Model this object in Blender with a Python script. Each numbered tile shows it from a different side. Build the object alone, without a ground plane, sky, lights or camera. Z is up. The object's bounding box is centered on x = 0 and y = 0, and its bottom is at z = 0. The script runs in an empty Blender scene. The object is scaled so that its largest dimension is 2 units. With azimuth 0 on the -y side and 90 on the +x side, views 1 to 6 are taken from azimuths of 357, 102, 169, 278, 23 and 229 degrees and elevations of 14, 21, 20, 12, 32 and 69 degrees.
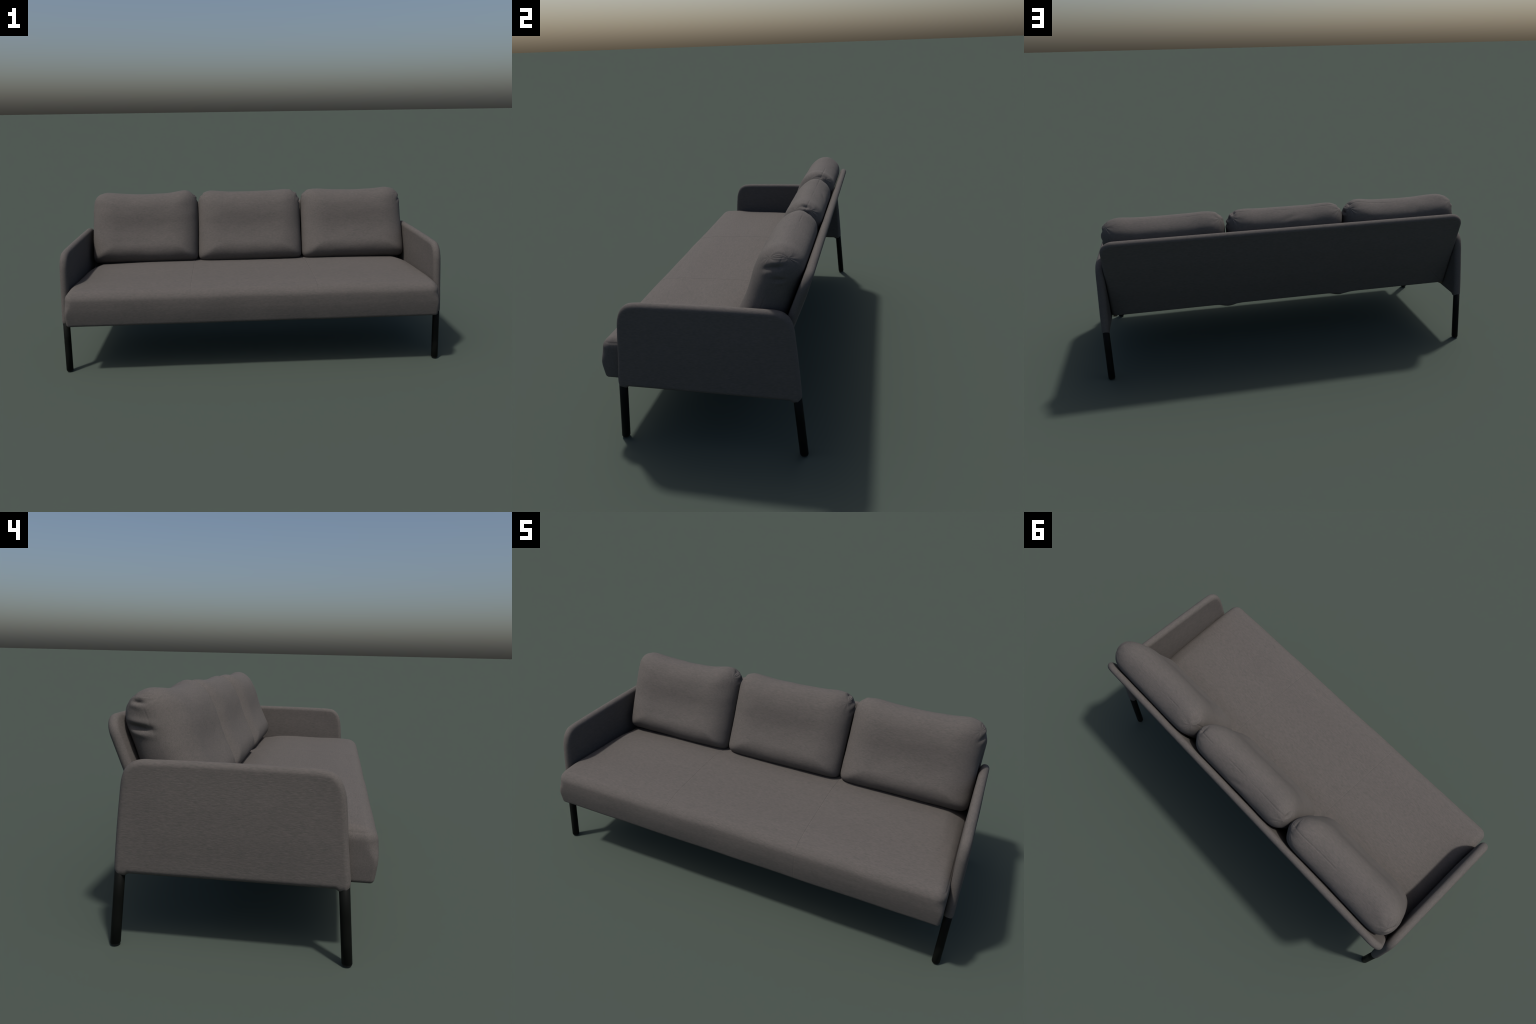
"""Three-seat upholstered sofa: slim padded arms on tubular black legs, leaning back panel,
one long seat and three loose back cushions.  Frame: metres, front = -y, z up."""
import bpy, math
import numpy as np
from mathutils import Vector, noise

# ------------------------------------------------------------------ helpers
def link(obj, parent=None):
    bpy.context.scene.collection.objects.link(obj)
    if parent:
        obj.parent = parent
    return obj

def mesh_object(name, verts, faces, mat, parent, smooth=True):
    me = bpy.data.meshes.new(name)
    me.from_pydata([tuple(map(float, v)) for v in verts], [], faces)
    me.update()
    me.validate()
    if smooth:
        me.polygons.foreach_set("use_smooth", [True] * len(me.polygons))
    me.materials.append(mat)
    return link(bpy.data.objects.new(name, me), parent)

def grid_normals(P, faces):
    """area weighted vertex normals of a quad mesh"""
    F = np.array(faces)
    n = np.cross(P[F[:, 2]] - P[F[:, 0]], P[F[:, 3]] - P[F[:, 1]])
    N = np.zeros_like(P)
    for k in range(4):
        np.add.at(N, F[:, k], n)
    return N / np.maximum(np.linalg.norm(N, axis=1, keepdims=True), 1e-12)

def soft_noise(P, scale, seed):
    off = Vector((seed * 7.31, seed * 3.17, seed * 5.77))
    return np.array([noise.noise(Vector(p) * scale + off) for p in P])

def smoothstep(a, b, x):
    t = np.clip((x - a) / (b - a), 0, 1)
    return t * t * (3 - 2 * t)

def closed_spline(pts, per=10):
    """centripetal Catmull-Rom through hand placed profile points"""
    pts = np.array(pts, float); n = len(pts); out = []
    for i in range(n):
        p0, p1, p2, p3 = (pts[(i + k - 1) % n] for k in range(4))
        t = [0]
        for a, b in ((p0, p1), (p1, p2), (p2, p3)):
            t.append(t[-1] + math.sqrt(np.linalg.norm(b - a)))
        for s in np.linspace(t[1], t[2], per, endpoint=False):
            a1 = (t[1]-s)/(t[1]-t[0])*p0 + (s-t[0])/(t[1]-t[0])*p1
            a2 = (t[2]-s)/(t[2]-t[1])*p1 + (s-t[1])/(t[2]-t[1])*p2
            a3 = (t[3]-s)/(t[3]-t[2])*p2 + (s-t[2])/(t[3]-t[2])*p3
            b1 = (t[2]-s)/(t[2]-t[0])*a1 + (s-t[0])/(t[2]-t[0])*a2
            b2 = (t[3]-s)/(t[3]-t[1])*a2 + (s-t[1])/(t[3]-t[1])*a3
            out.append((t[2]-s)/(t[2]-t[1])*b1 + (s-t[1])/(t[2]-t[1])*b2)
    return np.array(out)

def resample(loop, step):
    P = np.vstack([loop, loop[:1]])
    L = np.concatenate([[0], np.cumsum(np.linalg.norm(np.diff(P, axis=0), axis=1))])
    n = max(8, int(L[-1] / step))
    s = np.linspace(0, L[-1], n, endpoint=False)
    return np.stack([np.interp(s, L, P[:, k]) for k in range(2)], 1)

def padded_slab(outline, half, edge, core, rings_edge=9, rings_face=16):
    """Closed board from a 2D outline: half-round rim of radius `edge`, flat faces at +-half.
    `core(p)` pulls a point towards the board's spine.  Returns 3D (a, b, depth) points."""
    n = len(outline)
    nxt, prv = np.roll(outline, -1, 0), np.roll(outline, 1, 0)
    t = nxt - prv; t /= np.linalg.norm(t, axis=1, keepdims=True)
    nin = np.stack([-t[:, 1], t[:, 0]], 1)
    if np.mean(np.sum(nin * (outline.mean(0) - outline), 1)) < 0:
        nin = -nin
    rows = []
    for i in range(rings_edge + 1):                         # rim, mid-line to face
        a = math.pi / 2 * i / rings_edge
        rows.append((outline + nin * edge * (1 - math.cos(a)), half * math.sin(a), 0.0))
    base = rows[-1][0]; mid = core(base)
    for i in range(1, rings_face + 1):                      # face, towards spine
        k = i / rings_face
        rows.append((base * (1 - k) + mid * k, half, k))
    P, K = [], []
    for q, d, k in rows:
        P += [(x, y, d) for x, y in q]; K += [k] * n
    m = len(rows)
    for q, d, k in rows[1:]:
        P += [(x, y, -d) for x, y in q]; K += [k] * n
    F = []
    for r in range(m - 1):
        for i in range(n):
            j = (i + 1) % n
            F.append((r*n+i, r*n+j, (r+1)*n+j, (r+1)*n+i))
            a0 = r*n if r == 0 else (m + r - 1)*n
            a1 = (m + r)*n
            F.append((a0+j, a0+i, a1+i, a1+j))
    return np.array(P), F, np.array(K)

# ------------------------------------------------------------------ materials
def fabric(name, along, base=(0.093, 0.0845, 0.0795), contrast=0.5):
    """melange weave: short streaks of paler and darker yarn running along one axis"""
    mat = bpy.data.materials.new(name); mat.use_nodes = True
    nt = mat.node_tree; N, L = nt.nodes, nt.links
    bsdf = N["Principled BSDF"]
    co = N.new("ShaderNodeTexCoord")
    def streak(length, width, detail):
        mp = N.new("ShaderNodeMapping")
        s = [width] * 3; s["xyz".index(along)] = length
        mp.inputs["Scale"].default_value = s
        L.new(co.outputs["Object"], mp.inputs["Vector"])
        nz = N.new("ShaderNodeTexNoise"); nz.inputs["Scale"].default_value = 1.0
        nz.inputs["Detail"].default_value = detail; nz.inputs["Roughness"].default_value = 0.6
        L.new(mp.outputs["Vector"], nz.inputs["Vector"])
        return nz.outputs["Fac"]
    yarn, slub, patch = streak(75, 380, 2), streak(42, 150, 2), streak(12, 22, 2)
    def mul(a, k):
        m = N.new("ShaderNodeMath"); m.operation = 'MULTIPLY'; m.inputs[1].default_value = k
        L.new(a, m.inputs[0]); return m.outputs[0]
    def add(a, b):
        m = N.new("ShaderNodeMath"); m.operation = 'ADD'
        L.new(a, m.inputs[0]); L.new(b, m.inputs[1]); return m.outputs[0]
    mix = add(add(mul(yarn, 0.58), mul(slub, 0.34)), mul(patch, 0.08))
    ramp = N.new("ShaderNodeValToRGB")
    b = np.array(base)
    e = ramp.color_ramp.elements
    lo = b * (1 - 0.30*contrast) * np.array([0.96, 1.01, 1.0]); hi = b * (1 + 0.28*contrast) * np.array([1.02, 0.995, 1.0])
    e[0].position, e[0].color = 0.33, (*lo, 1)
    e[1].position, e[1].color = 0.67, (*hi, 1)
    m = e.new(0.5); m.color = (*b, 1)
    L.new(mix, ramp.inputs["Fac"]); L.new(ramp.outputs["Color"], bsdf.inputs["Base Color"])
    bsdf.inputs["Roughness"].default_value = 0.92
    bsdf.inputs["Specular IOR Level"].default_value = 0.25
    bsdf.inputs["Sheen Weight"].default_value = 0.0
    bump = N.new("ShaderNodeBump"); bump.inputs["Strength"].default_value = 0.25
    bump.inputs["Distance"].default_value = 0.002
    L.new(add(mul(yarn, 0.7), mul(slub, 0.3)), bump.inputs["Height"])
    L.new(bump.outputs["Normal"], bsdf.inputs["Normal"])
    return mat

def plain(name, color, rough, spec=0.5, noise_scale=60):
    mat = bpy.data.materials.new(name); mat.use_nodes = True
    nt = mat.node_tree; N, L = nt.nodes, nt.links
    bsdf = N["Principled BSDF"]
    co = N.new("ShaderNodeTexCoord"); nz = N.new("ShaderNodeTexNoise")
    nz.inputs["Scale"].default_value = noise_scale
    L.new(co.outputs["Object"], nz.inputs["Vector"])
    ramp = N.new("ShaderNodeValToRGB")
    c = np.array(color)
    ramp.color_ramp.elements[0].color = (*(c*0.85), 1); ramp.color_ramp.elements[1].color = (*(c*1.15), 1)
    L.new(nz.outputs["Fac"], ramp.inputs["Fac"]); L.new(ramp.outputs["Color"], bsdf.inputs["Base Color"])
    bsdf.inputs["Roughness"].default_value = rough
    bsdf.inputs["Specular IOR Level"].default_value = spec
    return mat

FAB_X = fabric("woven_fabric_lengthwise", "x")
FAB_Y = fabric("woven_fabric_crosswise", "y")
METAL = plain("black_powder_coat", (0.0055, 0.0062, 0.0055), 0.5, 0.08, 300)
PLASTIC = plain("dark_plastic", (0.012, 0.012, 0.012), 0.6, 0.3)
WOOD = plain("pale_plywood", (0.16, 0.12, 0.06), 0.8, 0.3)

sofa = link(bpy.data.objects.new("sofa", None))
sofa["label"] = "three-seat taupe fabric sofa with slim arms and black tubular legs"
sofa["category"] = "sofa"

# ------------------------------------------------------------------ sizes
LEG_X, LEG_R = 0.9775, 0.0175
ARM_HALF = 0.0205
PANEL_SLOPE = 0.37                       # back panel lean, dy/dz
def panel_front_y(z):
    return 0.349 + (z - 0.606) * PANEL_SLOPE

# ------------------------------------------------------------------ legs
def leg_axis(y_foot, y_knee):
    return lambda z: y_foot + (y_knee - y_foot) * z / 0.25
FRONT_LEG, BACK_LEG = leg_axis(-0.358, -0.3375), leg_axis(0.407, 0.3845)

def lathe(profile, axis, x, n=32):
    V, F = [], []
    for r, z in profile:
        for i in range(n):
            a = 2*math.pi*i/n
            V.append((x + r*math.cos(a), axis(z) + r*math.sin(a), z))
    m = len(profile)
    for k in range(m-1):
        for i in range(n):
            j = (i+1) % n
            F.append((k*n+i, k*n+j, (k+1)*n+j, (k+1)*n+i))
    F.append(tuple(range(n))[::-1]); F.append(tuple((m-1)*n+i for i in range(n)))
    return V, F

for sx in (-1, 1):
    for axis in (FRONT_LEG, BACK_LEG):
        tube = [(LEG_R-0.001, 0.007), (LEG_R, 0.008), (LEG_R, 0.09), (LEG_R, 0.17), (LEG_R, 0.30)]
        leg = mesh_object("leg", *lathe(tube, axis, sx*LEG_X), METAL, sofa)
        glide = [(0.010, 0.0), (0.0135, 0.0008), (0.0158, 0.003), (0.0165, 0.0072), (0.0165, 0.012)]
        mesh_object("foot_glide", *lathe(glide, axis, sx*LEG_X), PLASTIC, leg)

# ------------------------------------------------------------------ armrests (outline in y, z)
ARM_FOOT_R = 0.0215
ARM_FEET = ((-0.3335, 0.2735, -1), (0.3790, 0.2735, 1))          # corner centres where the sleeves meet the legs
ARM_OUTLINE = [(-0.342, 0.40), (-0.333, 0.51), (-0.3255, 0.560), (-0.309, 0.598), (-0.282, 0.621),
               (-0.245, 0.628), (-0.18, 0.630), (0.05, 0.6325), (0.26, 0.632), (0.305, 0.631), (0.334, 0.623),
               (0.358, 0.603), (0.371, 0.573), (0.381, 0.50), (0.391, 0.40)]
ARM_OUTLINE += [(0.3790 + ARM_FOOT_R*math.cos(a), 0.2775 + ARM_FOOT_R*math.sin(a)) for a in np.radians(np.linspace(4, -90, 8))]
ARM_OUTLINE += [(0.30, 0.2555), (0.15, 0.256), (0.0, 0.256), (-0.15, 0.256), (-0.26, 0.2555)]
ARM_OUTLINE += [(-0.3335 + ARM_FOOT_R*math.cos(a), 0.2775 + ARM_FOOT_R*math.sin(a)) for a in np.radians(np.linspace(-90, -184, 8))]
arm_loop = resample(closed_spline(ARM_OUTLINE), 0.004)
def arm_core(p):
    q = p.copy()
    q[:, 0] = np.clip(p[:, 0], -0.17, 0.21) * 0.9 ; q[:, 1] = 0.445
    return q
for sx in (-1, 1):
    P, F, K = padded_slab(arm_loop, ARM_HALF, ARM_HALF, arm_core)
    y, z, d = P.T
    for cy, cz, s_ in ARM_FEET:                                 # square the sleeve ends and let them hang over the legs
        dy, dz = (y - cy)*s_, cz - z
        hit = (dy > 0) & (dz > 0)
        ang = np.arctan2(dz, dy)
        g = np.where(hit, np.maximum(np.abs(np.cos(ang)), np.abs(np.sin(ang)))**-0.6, 1)
        y, z = np.where(hit, cy + s_*dy*g, y), np.where(hit, cz - dz*g, z)
        z = z - 0.008*smoothstep(0.028, 0.014, np.abs(y - cy - s_*0.002))*smoothstep(0.285, 0.262, z)
    lean = -0.007 * smoothstep(0.25, 0.64, z)                  # arm tops lean slightly inwards
    X = np.stack([sx*(LEG_X + lean + d), y, z], 1)
    flat = smoothstep(0.0, 0.3, K)
    X[:, 0] += sx*np.sign(d)*0.0042*smoothstep(0.02, 0.17, np.minimum(y + 0.345, 0.39 - y))*smoothstep(0.0, 0.16, np.minimum(z - 0.258, 0.632 - z)) + flat * 0.0010 * soft_noise(X, 6.0, 3 + sx)
    if sx < 0:
        F = [f[::-1] for f in F]
    mesh_object("armrest", X, F, FAB_Y, sofa)

# ------------------------------------------------------------------ back panel (outline in x, length up the slope)
cosL = 1 / math.hypot(1, PANEL_SLOPE)
PANEL_LOW, PANEL_HIGH, PANEL_HALF = 0.298, 0.760, 0.0178
H = (PANEL_HIGH - PANEL_LOW) / cosL
W = 0.951
PANEL_OUTLINE = []
def corner(cx, cy, r, a0, a1, n):
    for a in np.linspace(a0, a1, n):
        PANEL_OUTLINE.append((cx + r*math.cos(math.radians(a)), cy + r*math.sin(math.radians(a))))
corner(W-0.068, H-0.068, 0.068, 0, 90, 14); corner(-W+0.068, H-0.068, 0.068, 90, 180, 14)
corner(-W+0.012, 0.012, 0.012, 180, 270, 6)
for xx in np.linspace(-0.93, 0.93, 240):                    # hem sags where the seat braces meet it
    PANEL_OUTLINE.append((xx, -0.011*sum(math.exp(-((xx-c)/0.042)**2) for c in (-0.322, 0.322))))
corner(W-0.012, 0.012, 0.012, 270, 360, 6)
loop = resample(np.array(PANEL_OUTLINE), 0.008)
P, F, K = padded_slab(loop, PANEL_HALF, PANEL_HALF,
                      lambda p: np.stack([np.clip(p[:, 0], -0.72, 0.72), np.full(len(p), H/2)], 1))
a, b, d = P.T
zc = PANEL_LOW + b*cosL
yc = panel_front_y(zc) + PANEL_HALF/cosL
X = np.stack([a, yc + d*cosL, zc - d*cosL*PANEL_SLOPE], 1)
pad = smoothstep(0, 0.22, W - np.abs(a))*smoothstep(0, 0.20, b)*smoothstep(0, 0.20, H - b)
X[:, 1] += np.where(d > 0, 0.010, 0.0)*pad + 0.0010*pad*soft_noise(X, 5.0, 9)          # padded rear face
mesh_object("backrest_panel", X, F, FAB_X, sofa)

for sx in (-1, 1):                                          # pale plywood ends of the frame under the panel corners
    bx, by, bz = sx*0.936, panel_front_y(0.297)+0.018, 0.2945
    V = [(bx+i*0.010, by+j*0.010, bz+k*0.004) for i in (-1, 1) for j in (-1, 1) for k in (-1, 1)]
    Fc = [(0,1,3,2), (4,6,7,5), (0,4,5,1), (2,3,7,6), (0,2,6,4), (1,5,7,3)]
    mesh_object("frame_block", V, Fc, WOOD, sofa, smooth=False)

# ------------------------------------------------------------------ seat: soft box with crowned top and bulging front
SEAT_X, SEAT_Y0, SEAT_Y1, SEAT_Z0, SEAT_Z1 = 0.957, -0.437, 0.272, 0.266, 0.450
SEAMS = (-0.325, 0.325)
def box_grid(xs, ys, zs):
    idx, V, F = {}, [], []
    def vid(i, j, k):
        key = (i, j, k)
        if key not in idx:
            idx[key] = len(V); V.append((xs[i], ys[j], zs[k]))
        return idx[key]
    I, J, K = len(xs)-1, len(ys)-1, len(zs)-1
    for i in range(I):
        for j in range(J):
            F.append([vid(i, j, K), vid(i+1, j, K), vid(i+1, j+1, K), vid(i, j+1, K)])
            F.append([vid(i, j, 0), vid(i, j+1, 0), vid(i+1, j+1, 0), vid(i+1, j, 0)])
    for i in range(I):
        for k in range(K):
            F.append([vid(i, 0, k), vid(i+1, 0, k), vid(i+1, 0, k+1), vid(i, 0, k+1)])
            F.append([vid(i, J, k), vid(i, J, k+1), vid(i+1, J, k+1), vid(i+1, J, k)])
    for j in range(J):
        for k in range(K):
            F.append([vid(I, j, k), vid(I, j+1, k), vid(I, j+1, k+1), vid(I, j, k+1)])
            F.append([vid(0, j, k), vid(0, j, k+1), vid(0, j+1, k+1), vid(0, j+1, k)])
    return np.array(V), F
def graded(a, b, n, band):
    """even samples plus a dense band at both ends for the rounded edges"""
    return np.concatenate([a + band*np.linspace(0, 1, 13)[:-1], np.linspace(a+band, b-band, n), b - band*np.linspace(1, 0, 13)[1:]])
xs = graded(-SEAT_X, SEAT_X, 220, 0.06)
xs = np.unique(np.round(np.concatenate([xs] + [s + np.linspace(-0.005, 0.005, 13) for s in SEAMS]), 5))
ys = graded(SEAT_Y0, SEAT_Y1, 80, 0.06); zs = graded(SEAT_Z0, SEAT_Z1, 14, 0.05)
V, F = box_grid(xs, ys, zs)
top = smoothstep(0.33, 0.40, V[:, 2])[:, None]
R = 0.013 + 0.032*top
lo = np.array([-SEAT_X, SEAT_Y0, SEAT_Z0]) + R; hi = np.array([SEAT_X, SEAT_Y1, SEAT_Z1]) - R
inner = np.clip(V, lo, hi)
q = V - inner; ln = np.linalg.norm(q, axis=1, keepdims=True)
X = inner + np.where(ln > 1e-9, q / np.maximum(ln, 1e-9), 0) * np.minimum(R, np.max(np.abs(q), axis=1, keepdims=True) )
x, y, z = X.T.copy()
up = smoothstep(0.34, 0.45, z)
fz = (z - SEAT_Z0) / (SEAT_Z1 - SEAT_Z0)
front = smoothstep(-0.30, -0.42, y)
X[:, 1] += front * (0.011*np.clip(1 - fz/0.5, 0, 1)**1.5 + 0.013*np.clip((fz - 0.6)/0.4, 0, 1)**2)   # bulging front
X[:, 2] += up * (0.008*np.exp(-((y + 0.03)/0.12)**2)*(0.45 + 0.55*np.exp(-((np.abs(x) - 0.62)/0.22)**2)) - 0.015 * smoothstep(0.03, 0.18, y) - 0.003 * smoothstep(-0.30, -0.42, y))                                                  # falls to the back
X[:, 2] += up * 0.010 * (1 - (np.abs(x)/SEAT_X)**6) * smoothstep(-0.43, -0.25, y)                      # crown
X[:, 2] -= up * 0.026 * smoothstep(0.86, 0.957, np.abs(x)) * smoothstep(-0.36, 0.1, y)                 # pressed down by the arms
side = smoothstep(0.90, 0.957, np.abs(x))
X[:, 0] -= np.sign(x) * side * 0.003 * np.clip(1 - fz/0.3, 0, 1)
X[:, 1] = np.where(y > 0.1, 0.1 + (X[:, 1]-0.1)*(panel_front_y(X[:, 2]) + 0.004 - 0.1)/(SEAT_Y1-0.1), X[:, 1])   # rear follows the leaning panel
under = smoothstep(0.34, 0.27, z)*smoothstep(0.0, 0.20, y)
X[:, 2] += under*(0.014 - 0.016*sum(np.exp(-((x - c)/0.05)**2) for c in (-0.322, 0.322)))              # underside lifts to the panel, sags at the braces
X[:, 2] += up * 0.0025 * soft_noise(X, 3.0, 21)
X[:, 1] -= front * 0.0025 * soft_noise(X, 5.0, 22)
N = grid_normals(X, F)
groove = sum(np.exp(-((x - s)/0.0018)**2) for s in SEAMS) * 0.0009
edge_seam = np.exp(-((z - 0.432)/0.003)**2) * smoothstep(0.93, 0.945, np.abs(x)) * 0.0012               # boxed side seam
X -= N * (groove * (0.4 + 0.6*smoothstep(0.425, 0.445, z))*(fz > 0.05) + edge_seam)[:, None]
mesh_object("seat_cushion", X, F, FAB_X, sofa)

# ------------------------------------------------------------------ back cushions: knife-edge pillows
SEAM_FOOT = np.array([0.166, 0.440])                     # bottom seam (y, z)
SEAM_DIR = np.array([0.172, 0.405]); CUSHION_H = float(np.linalg.norm(SEAM_DIR)); SEAM_DIR /= CUSHION_H
SEAM_OUT = np.array([-SEAM_DIR[1], SEAM_DIR[0]])         # towards the sitter

def cushion(x0, x1, seed, creases, top_dip, fill, horns=(0.0, 0.0), lift=0.0):
    """Plump pillow: plan outline and padding share one rule - the distance `d` past an inner
    rectangle, measured round at the shoulders and squarish at the pinched bottom corners."""
    n_u, n_v, RX, RV = 96, 80, 0.150, 0.125
    hw, hh = (x1-x0)/2, CUSHION_H/2
    def spaced(n):
        k = np.linspace(0, 1, n)
        u = 0.5*np.sin(math.pi/2*k) + 0.5*np.sin(math.pi/2*np.sin(math.pi/2*k))
        return np.concatenate([-u[::-1], u[1:]])
    U, Vv = spaced(n_u), spaced(n_v)
    nu, nv = len(U), len(Vv)
    uu, vv = np.meshgrid(U, Vv, indexing='ij')
    r = np.maximum(np.abs(uu), np.abs(vv))
    bx, by = uu/np.maximum(r, 1e-9)*hw, vv/np.maximum(r, 1e-9)*hh    # matching point on the plan rectangle
    def past(px, py):
        a = np.maximum(np.abs(px) - (hw-RX), 0)/RX; rv = np.where(py > 0, RV, 0.098); b = np.maximum(np.abs(py) - (hh-rv), 0)/rv
        k = 3.2 + 3.6*smoothstep(0.3, -0.8, py/hh)
        return (a**k + b**k + 1e-18)**(1/k), a/(a + b + 1e-6)
    lo_, hi_ = np.full_like(bx, 0.5), np.full_like(bx, 1.0)
    for _ in range(40):                                              # shrink that point on to the outline d = 1
        m_ = (lo_+hi_)/2; out = past(bx*m_, by*m_)[0] > 1
        hi_ = np.where(out, m_, hi_); lo_ = np.where(out, lo_, m_)
    px, pv = bx*lo_*r, by*lo_*r
    d, sideways = past(px, pv)
    dome = np.sqrt(np.clip(1 - d**2.1, 0, 1))
    dome_back = np.sqrt(np.clip(1 - d**(3.3 + 0.5*sideways), 0, 1))      # rear ends are stuffed fuller
    dome[r > 1-1e-9] = 0; dome_back[r > 1-1e-9] = 0
    t = (pv/hh + 1)/2; un = px/hw
    pv = pv - top_dip*(1 - un**2)**1.2*np.clip(pv/hh, 0, 1)**3
    for h_, c_ in zip(horns, (-0.78, 0.78)):
        pv = pv + h_*np.exp(-((un - c_)/0.22)**2)*np.clip(t, 0, 1)**4
    A_front = fill - 0.010*np.exp(-((t - 0.40)/0.20)**2)*(1 - un**2) + 0.004*np.exp(-((t - 0.65)/0.15)**2)
    A_back = 0.100 + 0.05*(1 - t)**2
    def place(off):
        yz = SEAM_FOOT + (pv + hh)[..., None]*SEAM_DIR + off[..., None]*SEAM_OUT
        return np.stack([px + (x0+x1)/2, yz[..., 0], yz[..., 1] + lift], -1)
    front, back = place(dome*A_front), place(-dome_back*A_back)
    P = np.concatenate([front.reshape(-1, 3), back.reshape(-1, 3)])
    off = np.concatenate([(dome*A_front).ravel(), (-dome_back*A_back).ravel()])
    border = (r > 1 - 1e-9).ravel()
    fid = np.arange(nu*nv).reshape(nu, nv)
    bid = fid + nu*nv
    bid = np.where(border.reshape(nu, nv), fid, bid)
    Fa = []
    for i in range(nu-1):
        for j in range(nv-1):
            Fa.append((fid[i, j], fid[i+1, j], fid[i+1, j+1], fid[i, j+1]))
            Fa.append((bid[i, j], bid[i, j+1], bid[i+1, j+1], bid[i+1, j]))
    used = np.zeros(len(P), bool); used[np.array(Fa).ravel()] = True
    remap = np.cumsum(used) - 1
    P, off = P[used], off[used]
    Fa = [tuple(int(remap[k]) for k in f) for f in Fa]
    N = grid_normals(P, Fa)
    disp = 0.0045*soft_noise(P, 4.0, seed) + 0.0010*soft_noise(P*np.array([1, 1, 1.6]), 13.0, seed+40)
    # gathered shoulders: fine pleats radiating from the two top corners
    top_line = SEAM_FOOT + SEAM_DIR*CUSHION_H
    for cx, s in ((x0+0.03, -1), (x1-0.03, 1)):
        rel = P - np.array([cx, top_line[0]-0.01, top_line[1]-0.03+lift])
        dist = np.linalg.norm(rel, axis=1)
        ang = np.arctan2(rel[:, 2], rel[:, 0]*s + 1e-6)
        disp += 0.0009*np.exp(-((dist-0.055)/0.045)**2)*np.cos(ang*9 + seed*1.7 + s)*np.exp(-(off/0.06)**2)
    for c, dvec, wd, ln, dep in creases:
        dvec = np.array(dvec, float); dvec /= np.linalg.norm(dvec)
        rel = P - np.array(c); a = rel @ dvec
        rest = np.linalg.norm(rel - a[:, None]*dvec, axis=1)
        disp += (-dep*np.exp(-(rest/wd)**2) + 0.35*dep*np.exp(-((rest - 2.2*wd)/(1.3*wd))**2))*np.exp(-(a/ln)**2)
    disp -= 0.0013*np.exp(-(off/0.003)**2)*smoothstep(-0.15, 0.35, soft_noise(P, 7.0, seed+80))                      # stitched seam
    P = P + N*disp[:, None]
    # the pillow is squashed flat where it leans on the panel and where it stands on the seat
    lim = np.minimum(panel_front_y(P[:, 2]) - 0.002, 0.400)
    soft = 0.006
    P[:, 1] = lim - soft*np.logaddexp(0, (lim - P[:, 1])/soft)                  # soft minimum
    mesh_object("back_cushion", P, Fa, FAB_X, sofa)

# creases: (centre, direction, half width, half length, depth)
cushion(-0.931, -0.306, 1, [((-0.915, 0.345, 0.805), (0.2, 1, 0.15), 0.007, 0.028, 0.010),
                            ((-0.925, 0.335, 0.722), (0.25, 1, 0.10), 0.009, 0.055, 0.014),
                            ((-0.335, 0.330, 0.835), (0.3, 1, 0.4), 0.010, 0.035, 0.005),
                            ((-0.314, 0.325, 0.790), (0.2, 1, 0.1), 0.007, 0.030, 0.008),
                            ((-0.700, 0.370, 0.830), (0.5, 0.6, -0.5), 0.014, 0.045, 0.007)], top_dip=0.020, fill=0.096, horns=(0.001, 0.011))
cushion(-0.305, 0.319, 2, [((0.285, 0.330, 0.832), (0.4, 1, 0.3), 0.009, 0.035, 0.005),
                           ((0.305, 0.325, 0.805), (0.2, 1, 0.2), 0.008, 0.038, 0.008),
                           ((0.315, 0.315, 0.770), (0.1, 1, 0.1), 0.007, 0.030, 0.009),
                           ((-0.285, 0.330, 0.825), (-0.3, 1, 0.3), 0.009, 0.035, 0.005),
                           ((-0.02, 0.385, 0.815), (1, 0.2, -0.3), 0.012, 0.060, 0.005)], top_dip=0.015, fill=0.085, horns=(0.004, 0.005))
cushion(0.322, 0.945, 3, [((0.935, 0.300, 0.785), (0.25, 1, 0.25), 0.009, 0.045, 0.008),
                          ((0.945, 0.325, 0.740), (0.1, 1, 0.0), 0.007, 0.030, 0.007),
                          ((0.345, 0.330, 0.835), (-0.3, 1, 0.4), 0.009, 0.035, 0.004)], top_dip=0.018, fill=0.088, horns=(0.003, 0.005), lift=0.001)
